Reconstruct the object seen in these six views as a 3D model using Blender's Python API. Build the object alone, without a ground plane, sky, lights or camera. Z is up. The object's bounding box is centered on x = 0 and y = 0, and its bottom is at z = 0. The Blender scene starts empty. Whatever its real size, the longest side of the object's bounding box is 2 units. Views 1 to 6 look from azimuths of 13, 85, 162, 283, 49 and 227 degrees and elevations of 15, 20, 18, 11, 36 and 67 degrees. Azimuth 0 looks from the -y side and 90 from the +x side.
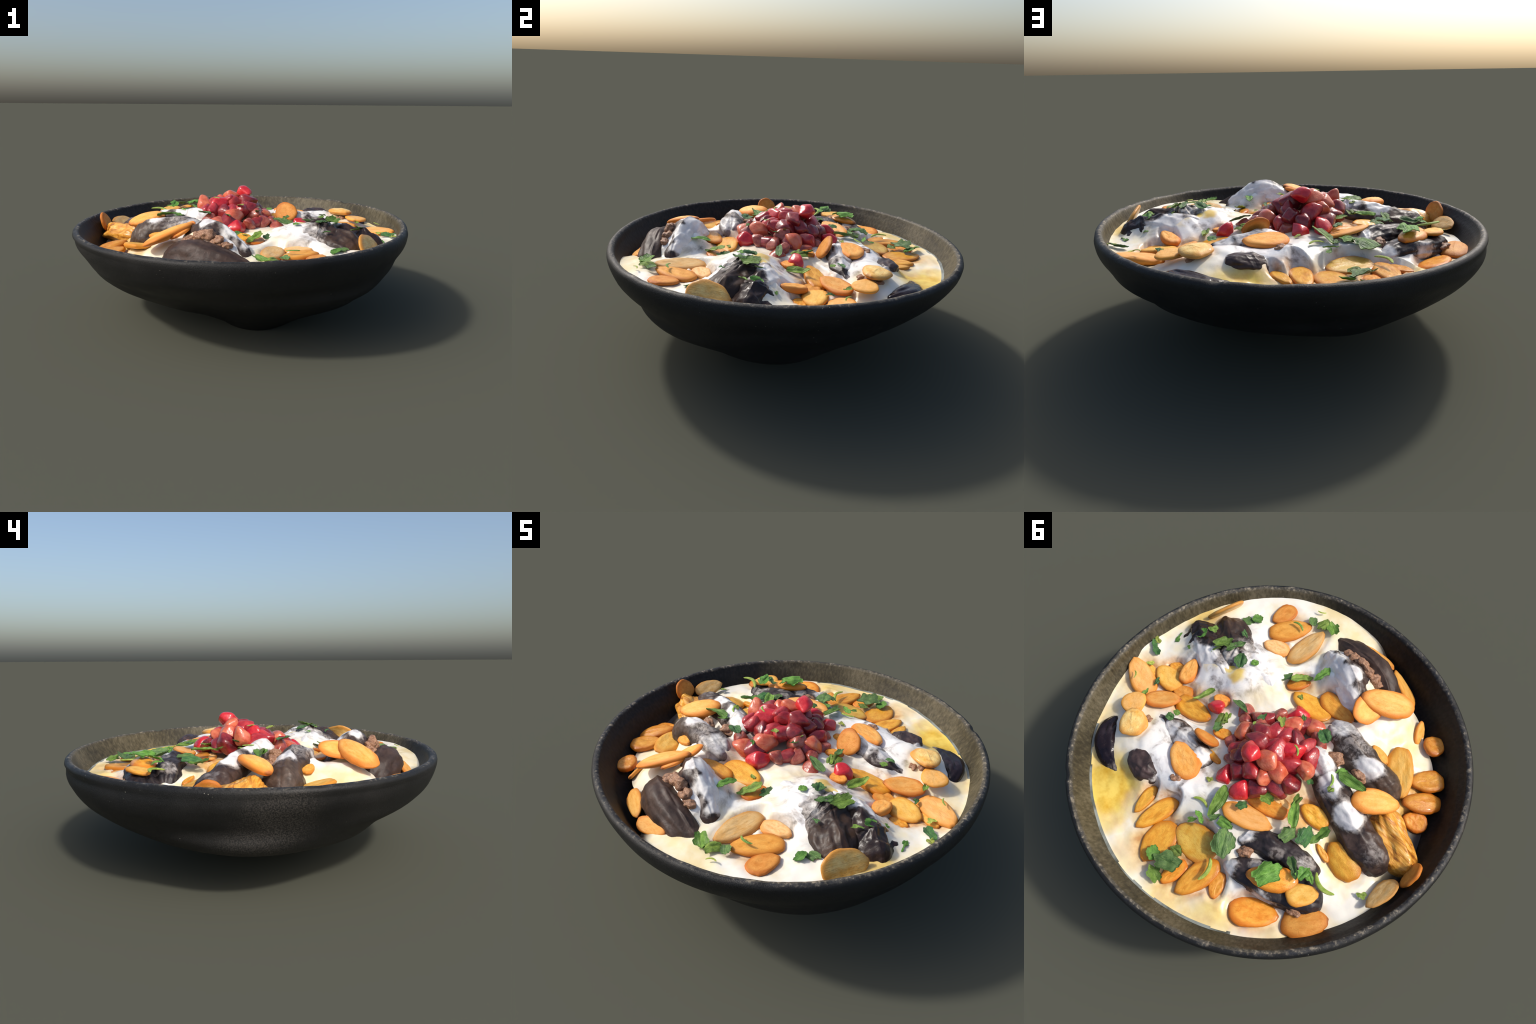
"""A dark stoneware bowl of stuffed aubergine rolls in yogurt sauce, with toasted
almond slices, pomegranate seeds, walnut filling and torn parsley."""
import bpy, bmesh, math, random
import numpy as np
from mathutils import Vector, Matrix, noise

random.seed(11)
RNG = np.random.default_rng(11)
UP = (0, 0, 1)

# ------------------------------------------------------------------ helpers
ROOT = bpy.data.objects.new("eggplant_dish", None)
ROOT.empty_display_size = 0.1
bpy.context.scene.collection.objects.link(ROOT)
ROOT["label"] = "dark stoneware bowl of eggplant rolls in yogurt with almonds"
ROOT["category"] = "food bowl"


def link(obj, parent=ROOT):
    bpy.context.scene.collection.objects.link(obj)
    obj.parent = parent
    return obj


def mesh_from(name, verts, faces, smooth=True):
    me = bpy.data.meshes.new(name)
    me.from_pydata([tuple(map(float, v)) for v in verts], [], faces)
    me.update()
    if smooth:
        me.polygons.foreach_set("use_smooth", [True] * len(me.polygons))
    return me


def fbm(x, y, z, scale, octaves=3):
    s, a, f = 0.0, 1.0, scale
    for _ in range(octaves):
        s += a * noise.noise((x * f, y * f, z * f))
        a *= 0.5
        f *= 2.1
    return s


def grid_faces(rows, cols, wrap=True, off=0):
    out = []
    n = cols if wrap else cols - 1
    for i in range(rows - 1):
        for j in range(n):
            k = (j + 1) % cols
            out.append((off + i * cols + j, off + i * cols + k, off + (i + 1) * cols + k, off + (i + 1) * cols + j))
    return out


# ------------------------------------------------------------------ materials
class Nodes:
    """Small wrapper for writing node trees."""

    def __init__(self, name):
        self.mat = bpy.data.materials.new(name)
        self.mat.use_nodes = True
        self.t = self.mat.node_tree
        self.bsdf = self.t.nodes["Principled BSDF"]
        self.coord = self.t.nodes.new("ShaderNodeTexCoord")
        self.obj = self.coord.outputs["Object"]

    def put(self, sock, val):
        if hasattr(val, "is_output"):
            self.t.links.new(val, sock)
        elif isinstance(val, (tuple, list)) and len(val) == 3 and sock.type == "RGBA":
            sock.default_value = (*val, 1)
        else:
            sock.default_value = val

    def set(self, **kw):
        for k, v in kw.items():
            self.put(self.bsdf.inputs[k.replace("_", " ")], v)

    def noise(self, scale, detail=4, rough=0.55, vec=None, dist=0.0):
        n = self.t.nodes.new("ShaderNodeTexNoise")
        n.inputs["Scale"].default_value = scale
        n.inputs["Detail"].default_value = detail
        n.inputs["Roughness"].default_value = rough
        n.inputs["Distortion"].default_value = dist
        self.t.links.new(vec or self.obj, n.inputs["Vector"])
        return n.outputs["Fac"]

    def noise_vec(self, scale, detail=3):
        n = self.t.nodes.new("ShaderNodeTexNoise")
        n.inputs["Scale"].default_value = scale
        n.inputs["Detail"].default_value = detail
        self.t.links.new(self.obj, n.inputs["Vector"])
        return n.outputs["Color"]

    def voronoi(self, scale, vec=None, feature="F1"):
        n = self.t.nodes.new("ShaderNodeTexVoronoi")
        n.feature = feature
        n.inputs["Scale"].default_value = scale
        self.t.links.new(vec or self.obj, n.inputs["Vector"])
        return n.outputs["Distance"]

    def math(self, op, a, b=0.0, clamp=False):
        n = self.t.nodes.new("ShaderNodeMath")
        n.operation = op
        n.use_clamp = clamp
        self.put(n.inputs[0], a)
        self.put(n.inputs[1], b)
        return n.outputs[0]

    def vec(self, op, a, b=(0, 0, 0)):
        n = self.t.nodes.new("ShaderNodeVectorMath")
        n.operation = op
        self.put(n.inputs[0], a)
        self.put(n.inputs[1], b)
        return n.outputs["Value"] if op in ("LENGTH", "DISTANCE", "DOT_PRODUCT") else n.outputs["Vector"]

    def ramp(self, fac, stops, interp="LINEAR"):
        n = self.t.nodes.new("ShaderNodeValToRGB")
        n.color_ramp.interpolation = interp
        el = n.color_ramp.elements
        while len(el) < len(stops):
            el.new(0.5)
        for e, (p, c) in zip(el, stops):
            e.position = p
            e.color = (*c, 1) if isinstance(c, (tuple, list)) else (c, c, c, 1)
        self.put(n.inputs["Fac"], fac)
        return n.outputs["Color"]

    def mix(self, fac, a, b, mode="MIX"):
        n = self.t.nodes.new("ShaderNodeMix")
        n.data_type = "RGBA"
        n.blend_type = mode
        self.put(n.inputs[0], fac)
        self.put(n.inputs[6], a)
        self.put(n.inputs[7], b)
        return n.outputs[2]

    def remap(self, v, a, b, c=0.0, d=1.0):
        n = self.t.nodes.new("ShaderNodeMapRange")
        n.interpolation_type = "SMOOTHSTEP"
        for i, x in enumerate((v, a, b, c, d)):
            self.put(n.inputs[i], x)
        return n.outputs[0]

    def mapping(self, scale=(1, 1, 1), rot=(0, 0, 0), loc=(0, 0, 0), vec=None):
        n = self.t.nodes.new("ShaderNodeMapping")
        n.inputs["Scale"].default_value = scale
        n.inputs["Rotation"].default_value = rot
        n.inputs["Location"].default_value = loc
        self.t.links.new(vec or self.obj, n.inputs["Vector"])
        return n.outputs["Vector"]

    def bump(self, height, strength=0.3, distance=0.01):
        n = self.t.nodes.new("ShaderNodeBump")
        n.inputs["Strength"].default_value = strength
        n.inputs["Distance"].default_value = distance
        self.put(n.inputs["Height"], height)
        self.t.links.new(n.outputs["Normal"], self.bsdf.inputs["Normal"])

    def random(self):
        n = self.t.nodes.new("ShaderNodeObjectInfo")
        return n.outputs["Random"]

    def xyz(self, vec=None):
        n = self.t.nodes.new("ShaderNodeSeparateXYZ")
        self.t.links.new(vec or self.obj, n.inputs[0])
        return n.outputs

    def blobs(self, spots, wobble=0.08, wscale=9.0):
        """Soft mask: the strongest of several noisy round patches (x, y, z, radius, weight)."""
        nv = self.vec("SUBTRACT", self.noise_vec(wscale), (0.5, 0.5, 0.5))
        nv2 = self.vec("MULTIPLY", nv, (wobble, wobble, wobble))
        p = self.vec("ADD", self.obj, nv2)
        m = None
        for x, y, z, r, w in spots:
            d = self.vec("DISTANCE", p, (x, y, z))
            k = self.remap(d, r * 0.35, r, w, 0.0)
            m = k if m is None else self.math("MAXIMUM", m, k)
        return m


def bowl_outer_material():
    n = Nodes("stoneware_outside")
    a = n.noise(3.0, 5)
    c = n.ramp(a, [(0.3, (0.0085, 0.0085, 0.0085)), (0.55, (0.013, 0.0128, 0.0122)), (0.75, (0.022, 0.0205, 0.019))])
    fine = n.noise(160, 3)
    c = n.mix(n.remap(fine, 0.52, 0.74, 0, 0.35), c, (0.035, 0.034, 0.032))
    speck = n.voronoi(34)
    keep = n.remap(n.noise(7, 2), 0.52, 0.66)
    c = n.mix(n.math("MULTIPLY", n.remap(speck, 0.10, 0.05), keep), c, (0.20, 0.19, 0.16))
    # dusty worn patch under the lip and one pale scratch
    dust = n.blobs([(-0.93, -0.35, 0.42, 0.22, 0.5), (-0.9, -0.2, 0.28, 0.22, 0.35)], 0.2, 5)
    c = n.mix(n.math("MULTIPLY", dust, n.remap(fine, 0.35, 0.65)), c, (0.085, 0.075, 0.065))
    # mottled beige and bluish band on the crest of the lip
    x, y, z = n.xyz()
    h = n.math("SUBTRACT", z, n.math("MULTIPLY", x, 0.0128))
    crest_band = n.math("ADD", h, n.math("MULTIPLY", n.math("SUBTRACT", n.noise(16, 6, 0.7), 0.5), 0.035))
    c = n.mix(n.remap(crest_band, 0.563, 0.576, 0, 0.7), c, n.ramp(n.noise(60, 4), [(0.38, (0.030, 0.033, 0.040)), (0.55, (0.10, 0.095, 0.085)), (0.66, (0.36, 0.31, 0.23))]))
    n.set(Base_Color=c, Roughness=n.remap(a, 0.3, 0.7, 0.45, 0.62), Specular_IOR_Level=0.28)
    n.bump(n.math("ADD", n.noise(45, 6, 0.65), n.noise(220, 2)), 0.25, 0.006)
    return n.mat


def bowl_inner_material():
    n = Nodes("stoneware_glaze_inside")
    a = n.noise(4.0, 5)
    streak = n.noise(70, 4, 0.6, n.mapping((1, 1, 0.25)))
    c = n.ramp(n.math("ADD", n.math("MULTIPLY", a, 0.5), n.math("MULTIPLY", streak, 0.5)),
               [(0.38, (0.034, 0.028, 0.016)), (0.50, (0.066, 0.055, 0.031)), (0.62, (0.118, 0.100, 0.062))])
    c = n.mix(n.math("MULTIPLY", n.remap(n.voronoi(40), 0.10, 0.04), n.remap(n.noise(6, 2), 0.5, 0.65)), c, (0.3, 0.28, 0.24))
    # wall shadow on the sun-facing-away deep side, painted into the glaze colour
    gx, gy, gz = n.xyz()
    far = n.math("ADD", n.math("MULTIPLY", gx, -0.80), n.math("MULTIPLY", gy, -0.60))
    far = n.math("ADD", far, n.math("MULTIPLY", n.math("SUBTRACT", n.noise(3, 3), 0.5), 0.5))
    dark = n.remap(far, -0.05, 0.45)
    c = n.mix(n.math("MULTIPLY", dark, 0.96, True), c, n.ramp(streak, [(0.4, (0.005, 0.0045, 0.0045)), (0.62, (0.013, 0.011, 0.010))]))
    x, y, z = n.xyz()
    h = n.math("SUBTRACT", z, n.math("MULTIPLY", x, 0.0128))
    crest_band = n.math("ADD", h, n.math("MULTIPLY", n.math("SUBTRACT", n.noise(16, 6, 0.7), 0.5), 0.035))
    c = n.mix(n.remap(crest_band, 0.556, 0.574, 0, 0.7), c, n.ramp(n.noise(60, 4), [(0.38, (0.030, 0.033, 0.040)), (0.55, (0.11, 0.10, 0.085)), (0.66, (0.40, 0.34, 0.25))]))
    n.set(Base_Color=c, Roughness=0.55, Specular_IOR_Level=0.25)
    n.bump(n.math("ADD", n.noise(50, 5, 0.6), streak), 0.25, 0.006)
    return n.mat


def cream_material():
    n = Nodes("yogurt_cream")
    a = n.noise(5.0, 5)
    c = n.ramp(a, [(0.34, (0.82, 0.68, 0.38)), (0.46, (0.87, 0.78, 0.56)), (0.60, (0.89, 0.85, 0.75))])
    # cooler, greyer patches of yogurt over the rolls
    thin = n.blobs([(0.50, -0.2, 0.58, 0.36, 0.95), (0.05, -0.55, 0.6, 0.24, 0.9), (0.25, 0.40, 0.56, 0.34, 0.95),
                    (-0.15, -0.3, 0.56, 0.25, 0.6), (-0.1, 0.5, 0.53, 0.25, 0.7), (0.40, 0.30, 0.56, 0.25, 0.8), (-0.45, 0.5, 0.5, 0.25, 0.6)], 0.15, 6)
    c = n.mix(thin, c, n.ramp(n.noise(9, 6, 0.62, None, 0.5), [(0.34, (0.10, 0.085, 0.085)), (0.41, (0.42, 0.39, 0.375)), (0.49, (0.74, 0.725, 0.715)), (0.62, (0.88, 0.86, 0.82))]))
    # pools of golden oil
    oil = n.blobs([(0.44, 0.70, 0.466, 0.27, 1.0), (0.30, 0.79, 0.456, 0.14, 0.7), (0.60, 0.66, 0.456, 0.12, 0.8), (0.10, 0.84, 0.456, 0.16, 0.5), (0.75, 0.50, 0.48, 0.14, 0.5), (-0.20, 0.85, 0.46, 0.14, 0.5), (-0.38, 0.78, 0.45, 0.18, 0.7), (0.88, 0.12, 0.50, 0.10, 0.35), (0.85, -0.32, 0.50, 0.12, 0.7), (-0.62, 0.60, 0.45, 0.14, 0.4),
                   (0.20, 0.62, 0.48, 0.12, 0.55), (-0.45, 0.72, 0.46, 0.12, 0.5), (-0.62, 0.12, 0.48, 0.15, 0.8),
                   (0.55, -0.14, 0.58, 0.07, 0.85), (0.48, -0.185, 0.62, 0.07, 1.0), (0.40, -0.16, 0.605, 0.07, 0.9), (0.82, -0.28, 0.5, 0.08, 0.8), (-0.10, 0.66, 0.47, 0.22, 0.45),
                   (-0.70, -0.35, 0.43, 0.2, 0.9), (-0.78, -0.5, 0.42, 0.2, 1.0), (-0.45, -0.6, 0.44, 0.12, 0.5)], 0.16, 8)
    oilc = n.ramp(n.noise(16, 4), [(0.3, (0.66, 0.38, 0.03)), (0.6, (0.82, 0.60, 0.12))])
    c = n.mix(oil, c, oilc)
    amber = n.blobs([(0.70, 0.11, 0.5, 0.20, 1.0), (0.52, 0.10, 0.5, 0.16, 0.9), (0.03, 0.69, 0.48, 0.20, 0.9), (0.2, 0.6, 0.48, 0.15, 0.85), (0.80, 0.16, 0.5, 0.15, 0.9), (-0.08, 0.58, 0.48, 0.16, 0.7),
                     (-0.17, 0.70, 0.47, 0.18, 0.95), (-0.03, -0.37, 0.54, 0.17, 0.7), (-0.35, 0.12, 0.54, 0.18, 0.95), (-0.70, -0.38, 0.42, 0.18, 0.9), (0.15, -0.38, 0.54, 0.11, 0.8),
                     (0.47, -0.60, 0.52, 0.17, 0.55), (-0.50, 0.60, 0.46, 0.15, 0.7), (-0.70, 0.46, 0.45, 0.13, 0.5), (0.36, -0.01, 0.54, 0.10, 0.7)], 0.07, 10)
    c = n.mix(n.math("MULTIPLY", amber, n.remap(n.noise(11, 4), 0.30, 0.55)), c, n.ramp(n.noise(20, 4), [(0.35, (0.46, 0.17, 0.03)), (0.6, (0.70, 0.42, 0.14))]))
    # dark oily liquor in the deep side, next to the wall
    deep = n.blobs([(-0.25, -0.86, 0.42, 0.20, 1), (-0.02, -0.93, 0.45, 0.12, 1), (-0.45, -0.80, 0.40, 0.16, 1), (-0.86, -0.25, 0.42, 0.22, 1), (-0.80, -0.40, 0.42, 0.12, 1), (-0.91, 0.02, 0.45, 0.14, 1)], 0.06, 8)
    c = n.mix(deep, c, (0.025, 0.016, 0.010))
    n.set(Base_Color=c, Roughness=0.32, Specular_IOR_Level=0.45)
    n.set(Subsurface_Weight=0.12, Subsurface_Radius=(0.02, 0.015, 0.01))
    n.bump(n.noise(14, 5), 0.12, 0.02)
    return n.mat


def eggplant_material(name, spots, dark=(0.016, 0.012, 0.013), brown=(0.055, 0.034, 0.026), veil=0.0, rough=0.42):
    """Charred skin showing through a broken coat of yogurt; `spots` are the coated places."""
    n = Nodes(name)
    a = n.noise(9, 6, 0.6)
    fibre = n.noise(30, 5, 0.65, None, 0.8)
    base = n.ramp(n.math("ADD", n.math("MULTIPLY", a, 0.6), n.math("MULTIPLY", fibre, 0.4)),
                  [(0.38, dark), (0.55, brown), (0.72, tuple(min(1, c * 1.9 + 0.012) for c in brown))])
    fleck = n.remap(n.noise(75, 5, 0.7), 0.60, 0.75, 0, 0.3)
    base = n.mix(fleck, base, (0.17, 0.125, 0.105))
    m = n.blobs(spots, 0.12, 8)
    m = n.math("ADD", m, n.math("MULTIPLY", n.math("SUBTRACT", n.noise(18, 6, 0.65), 0.5), 0.75))
    m = n.math("ADD", m, veil)
    vein = n.remap(n.noise(26, 5, 0.7, None, 1.2), 0.42, 0.56)
    mid = n.mix(vein, (0.042, 0.031, 0.027), (0.235, 0.205, 0.185))
    c = n.mix(n.remap(m, 0.20, 0.50), base, mid)
    white = n.ramp(n.noise(14, 4), [(0.35, (0.62, 0.60, 0.60)), (0.6, (0.86, 0.83, 0.78))])
    c = n.mix(n.remap(m, 0.46, 0.86), c, white)
    n.set(Base_Color=c, Roughness=n.remap(m, 0.2, 0.7, rough, 0.38), Specular_IOR_Level=0.3)
    n.bump(n.math("ADD", n.math("MULTIPLY", fibre, 0.35), n.noise(13, 5)), 0.35, 0.012)
    return n.mat


def almond_material(name, face_lo, face_hi, edge, rough, stripes=0.0, coat=0.0):
    n = Nodes(name)
    x, y, z = n.xyz()
    r = n.vec("LENGTH", n.mapping((2, 2, 0)))
    rnd = n.random()
    seed = n.vec("ADD", n.mapping((1, 1, 1)), n.vec("MULTIPLY", (7.3, 3.1, 5.7), (1, 1, 1)))
    off = n.t.nodes.new("ShaderNodeCombineXYZ")
    for i in range(3):
        n.put(off.inputs[i], n.math("MULTIPLY", rnd, 31.0 + 7 * i))
    p = n.vec("ADD", n.obj, off.outputs[0])
    blot = n.noise(4.5, 5, 0.6, p)
    c = n.ramp(blot, [(0.3, face_lo), (0.62, face_hi)])
    grain = n.noise(9, 4, 0.6, n.mapping((0.5, 5.5, 3), vec=p))
    c = n.mix(n.remap(grain, 0.5, 0.7, 0, 0.25 + stripes), c, edge if not stripes else (0.42, 0.20, 0.06))
    c = n.mix(n.remap(n.noise(11, 5, 0.65, p), 0.54, 0.72, 0, 0.45), c, edge)
    rim = n.math("ADD", r, n.math("MULTIPLY", n.math("SUBTRACT", blot, 0.5), 0.35))
    c = n.mix(n.remap(rim, 0.70, 1.02, 0, 0.8), c, edge)
    tip = n.remap(n.math("ADD", x, n.math("MULTIPLY", blot, 0.06)), 0.475, 0.53, 0, 0.7)
    c = n.mix(tip, c, (0.20, 0.06, 0.02))
    hsv = n.t.nodes.new("ShaderNodeHueSaturation")
    n.put(hsv.inputs["Hue"], n.remap(rnd, 0, 1, 0.490, 0.508))
    n.put(hsv.inputs["Value"], n.remap(n.math("FRACT", n.math("MULTIPLY", rnd, 7.7)), 0, 1, 0.85, 1.14))
    n.put(hsv.inputs["Color"], c)
    n.set(Base_Color=hsv.outputs[0], Roughness=rough, Specular_IOR_Level=0.3, Coat_Weight=coat, Coat_Roughness=0.15)
    n.set(Subsurface_Weight=0.06, Subsurface_Radius=(0.02, 0.01, 0.005))
    n.bump(n.math("ADD", n.math("MULTIPLY", grain, 0.7), n.noise(24, 4, 0.6, p)), 0.2, 0.05)
    return n.mat


def seed_material(name, lo, hi):
    n = Nodes(name)
    rnd = n.random()
    off = n.t.nodes.new("ShaderNodeCombineXYZ")
    for i in range(3):
        n.put(off.inputs[i], n.math("MULTIPLY", rnd, 23.0 + 5 * i))
    p = n.vec("ADD", n.obj, off.outputs[0])
    c = n.ramp(n.noise(2.2, 4, 0.6, p), [(0.36, lo), (0.64, hi)])
    c = n.mix(n.remap(n.noise(5, 5, 0.7, p), 0.62, 0.78, 0, 0.45), c, (0.62, 0.34, 0.27))
    n.set(Base_Color=c, Roughness=0.22, Specular_IOR_Level=0.5, Coat_Weight=0.35, Coat_Roughness=0.08)
    n.set(Subsurface_Weight=0.25, Subsurface_Radius=(0.03, 0.008, 0.006))
    n.bump(n.noise(6, 4, 0.6, p), 0.15, 0.03)
    return n.mat


def herb_material(name, lo, hi):
    n = Nodes(name)
    rnd = n.random()
    c = n.ramp(n.noise(4, 5), [(0.3, lo), (0.65, hi)])
    vein = n.noise(9, 3, 0.5, n.mapping((0.7, 5, 1)))
    c = n.mix(n.remap(vein, 0.55, 0.68, 0, 0.45), c, (0.30, 0.42, 0.13))
    hsv = n.t.nodes.new("ShaderNodeHueSaturation")
    n.put(hsv.inputs["Hue"], n.remap(rnd, 0, 1, 0.475, 0.53))
    n.put(hsv.inputs["Value"], n.remap(n.math("FRACT", n.math("MULTIPLY", rnd, 5.3)), 0, 1, 0.8, 1.3))
    n.put(hsv.inputs["Color"], c)
    n.set(Base_Color=hsv.outputs[0], Roughness=0.42, Specular_IOR_Level=0.4)
    n.bump(vein, 0.4, 0.05)
    tr = n.t.nodes.new("ShaderNodeBsdfTranslucent")
    n.t.links.new(hsv.outputs[0], tr.inputs["Color"])
    mx = n.t.nodes.new("ShaderNodeMixShader")
    mx.inputs[0].default_value = 0.15
    out = n.t.nodes["Material Output"]
    n.t.links.new(n.bsdf.outputs[0], mx.inputs[1])
    n.t.links.new(tr.outputs[0], mx.inputs[2])
    n.t.links.new(mx.outputs[0], out.inputs["Surface"])
    return n.mat


def walnut_material():
    n = Nodes("walnut_flesh")
    c = n.ramp(n.noise(14, 5), [(0.3, (0.14, 0.06, 0.028)), (0.5, (0.30, 0.15, 0.08)), (0.68, (0.48, 0.29, 0.18))])
    n.set(Base_Color=c, Roughness=0.5)
    n.bump(n.noise(12, 4), 0.3, 0.02)
    return n.mat


def stem_material():
    n = Nodes("roasted_stem_flesh")
    f = n.noise(24, 5, 0.65, n.mapping((0.35, 2.2, 1), (0, 0, math.radians(5))), 0.5)
    c = n.ramp(f, [(0.3, (0.17, 0.045, 0.008)), (0.44, (0.52, 0.20, 0.022)), (0.58, (0.76, 0.38, 0.06)), (0.74, (0.84, 0.56, 0.24))])
    n.set(Base_Color=c, Roughness=0.35)
    n.bump(n.noise(9, 4, 0.5, n.mapping((0.5, 2, 1))), 0.6, 0.03)
    return n.mat


# ------------------------------------------------------------------ bowl
# outer wall: mean radius and its first three angular harmonics (cos, sin) at a row of heights;
# the underside sags off centre, so the lower rings are shifted and lopsided
OUT_Z = [0.000, 0.060, 0.120, 0.180, 0.240, 0.300, 0.360, 0.420, 0.480, 0.530]
OUT_R = [0.260, 0.395, 0.548, 0.667, 0.772, 0.843, 0.899, 0.952, 0.989, 0.998]
OUT_H = [
    [0.109, 0.080, 0.025, 0.000, -0.018, -0.015, -0.012, -0.010, -0.004, 0.004],
    [-0.070, -0.056, -0.048, -0.022, -0.012, -0.006, -0.008, -0.003, 0.003, 0.000],
    [-0.003, 0.018, 0.038, 0.032, 0.036, 0.028, 0.024, 0.010, 0.008, 0.004],
    [-0.027, -0.013, 0.005, -0.009, -0.011, -0.022, -0.012, -0.010, -0.006, 0.000],
    [-0.014, 0.020, 0.036, 0.021, -0.007, -0.016, 0.010, -0.005, -0.004, -0.006],
    [-0.002, -0.009, -0.030, -0.016, -0.017, -0.020, 0.002, 0.007, -0.002, -0.004],
]


def outer_radius(z, t):
    r = np.interp(z, OUT_Z, OUT_R)
    for k in range(3):
        r += np.interp(z, OUT_Z, OUT_H[2 * k]) * math.cos((k + 1) * t) + np.interp(z, OUT_Z, OUT_H[2 * k + 1]) * math.sin((k + 1) * t)
    return float(r)


def rim_z(t):
    return 0.5697 + 0.0128 * math.cos(t) - 0.0007 * math.sin(t) + 0.0014 * math.cos(2 * t)


def rim_r(t):
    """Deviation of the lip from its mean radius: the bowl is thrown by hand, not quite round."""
    return 0.004 * math.cos(2 * t) - 0.005 * math.cos(3 * t) - 0.004 * math.sin(3 * t) - 0.004 * math.cos(4 * t)


def gauss(x, y, cx, cy, s):
    return math.exp(-((x - cx) ** 2 + (y - cy) ** 2) / (s * s))


def inner_radius(z):
    return float(np.interp(z, [0.20, 0.24, 0.32, 0.40, 0.43, 0.47, 0.50, 0.53, 0.56], [0.30, 0.50, 0.74, 0.865, 0.892, 0.912, 0.930, 0.947, 0.957]))


DENTS = [(-2.93, 0.30, 0.24, 0.09, 0.055), (-1.70, 0.32, 0.20, 0.11, -0.070), (-2.30, 0.25, 0.09, 0.07, -0.080), (2.65, 0.26, 0.15, 0.10, -0.070),
         (-0.60, 0.40, 0.25, 0.20, 0.040), (-0.10, 0.35, 0.13, 0.08, 0.060), (1.60, 0.22, 0.20, 0.08, 0.060), (1.27, 0.25, 0.13, 0.06, 0.080), (0.75, 0.25, 0.08, 0.06, -0.100),
         (-1.10, 0.22, 0.10, 0.07, 0.070)]


def build_bowl():
    cols = 288
    zs = np.linspace(OUT_Z[0], OUT_Z[-1], 48)
    lip = [(1.000, -0.024), (0.997, -0.012), (0.989, -0.004), (0.978, 0.0), (0.967, -0.003), (0.960, -0.012), (0.954, -0.026)]
    rows = [("b", f, 0.0) for f in (0.15, 0.4, 0.65, 0.85)]
    rows += [("o", None, float(z)) for z in zs]
    rows += [("l", r, dz) for r, dz in lip]
    rows += [("i", None, dz) for dz in np.linspace(-0.04, -0.34, 24)]
    n_out = 4 + len(zs)
    verts = []
    for kind, r, z in rows:
        for j in range(cols):
            t = 2 * math.pi * j / cols
            dr = rim_r(t)
            jag = 0.0035 * noise.noise((math.cos(t) * 9, math.sin(t) * 9, 0)) + 0.002 * noise.noise((math.cos(t) * 30, math.sin(t) * 30, 5))
            # a small chip in the lip
            chip = math.exp(-((t - 0.95) / 0.018) ** 2)
            if kind in "ob":
                w = min(1.0, z / 0.53)
                rr = sum(outer_radius(min(0.53, max(0.0, z + d)), t) for d in (-0.016, 0, 0.016)) / 3
                if kind == "b":
                    rr *= r
                zz = z + (rim_z(t) - 0.5697) * w
            elif kind == "l":
                rr, zz = r + dr, rim_z(t) + z
                zz += (jag - 0.010 * chip) * max(0, 1 + z / 0.03)
                rr -= 0.006 * chip
            else:
                zz = rim_z(t) + z
                rr = inner_radius(zz) + dr * 0.6
            x, y = rr * math.cos(t), rr * math.sin(t)
            if kind in "ob":
                low = max(0.0, 1 - z / 0.34)
                k = min(1.0, low * 1.6)
                # the foot hangs on one side; the rest of the underside is hollow
                zz += 0.024 * k ** 2
                foot = math.exp(-((x - 0.15) / 0.29) ** 2 - ((y + 0.34) / 0.21) ** 2)
                zz -= 0.085 * foot * k
                zz -= 0.018 * gauss(x, y, -0.45, -0.12, 0.15) * k
                zz -= 0.040 * gauss(x, y, 0.44, -0.08, 0.18) * k
                ang = math.atan2(y, x)
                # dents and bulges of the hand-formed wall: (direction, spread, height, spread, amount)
                push = 0.0
                for da, sa_, hz, sz, amt in DENTS:
                    dd = (ang - da + math.pi) % (2 * math.pi) - math.pi
                    push += amt * math.exp(-(dd / sa_) ** 2 - ((z - hz) / sz) ** 2)
                push += 0.005 * fbm(x, y, zz, 4.0, 2) * (0.4 + low)
                x *= 1 + push
                y *= 1 + push
            verts.append((x, y, zz))
    faces = grid_faces(len(rows), cols)
    base = len(verts)
    zc = sum(verts[j][2] for j in range(cols)) / cols
    verts.append((0, 0, zc))
    verts.append((0, 0, verts[base - cols][2]))
    for j in range(cols):
        faces.append((base, (j + 1) % cols, j))
        faces.append((base + 1, base - cols + j, base - cols + (j + 1) % cols))
    zmin = min(v[2] for v in verts)
    print("bowl lowest before dropping", zmin)
    # rest the foot exactly on the table
    verts = [(x, y, z - zmin * (1 - (z - zmin) / 0.2)) if z < zmin + 0.2 else (x, y, z) for x, y, z in verts]
    me = mesh_from("bowl", verts, faces)
    me.materials.append(bowl_outer_material())
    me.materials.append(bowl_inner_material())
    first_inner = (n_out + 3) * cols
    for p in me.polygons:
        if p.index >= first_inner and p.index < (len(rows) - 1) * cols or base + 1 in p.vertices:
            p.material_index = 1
    bm = bmesh.new()
    bm.from_mesh(me)
    bmesh.ops.recalc_face_normals(bm, faces=bm.faces)
    bm.to_mesh(me)
    bm.free()
    return link(bpy.data.objects.new("bowl", me))


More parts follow.
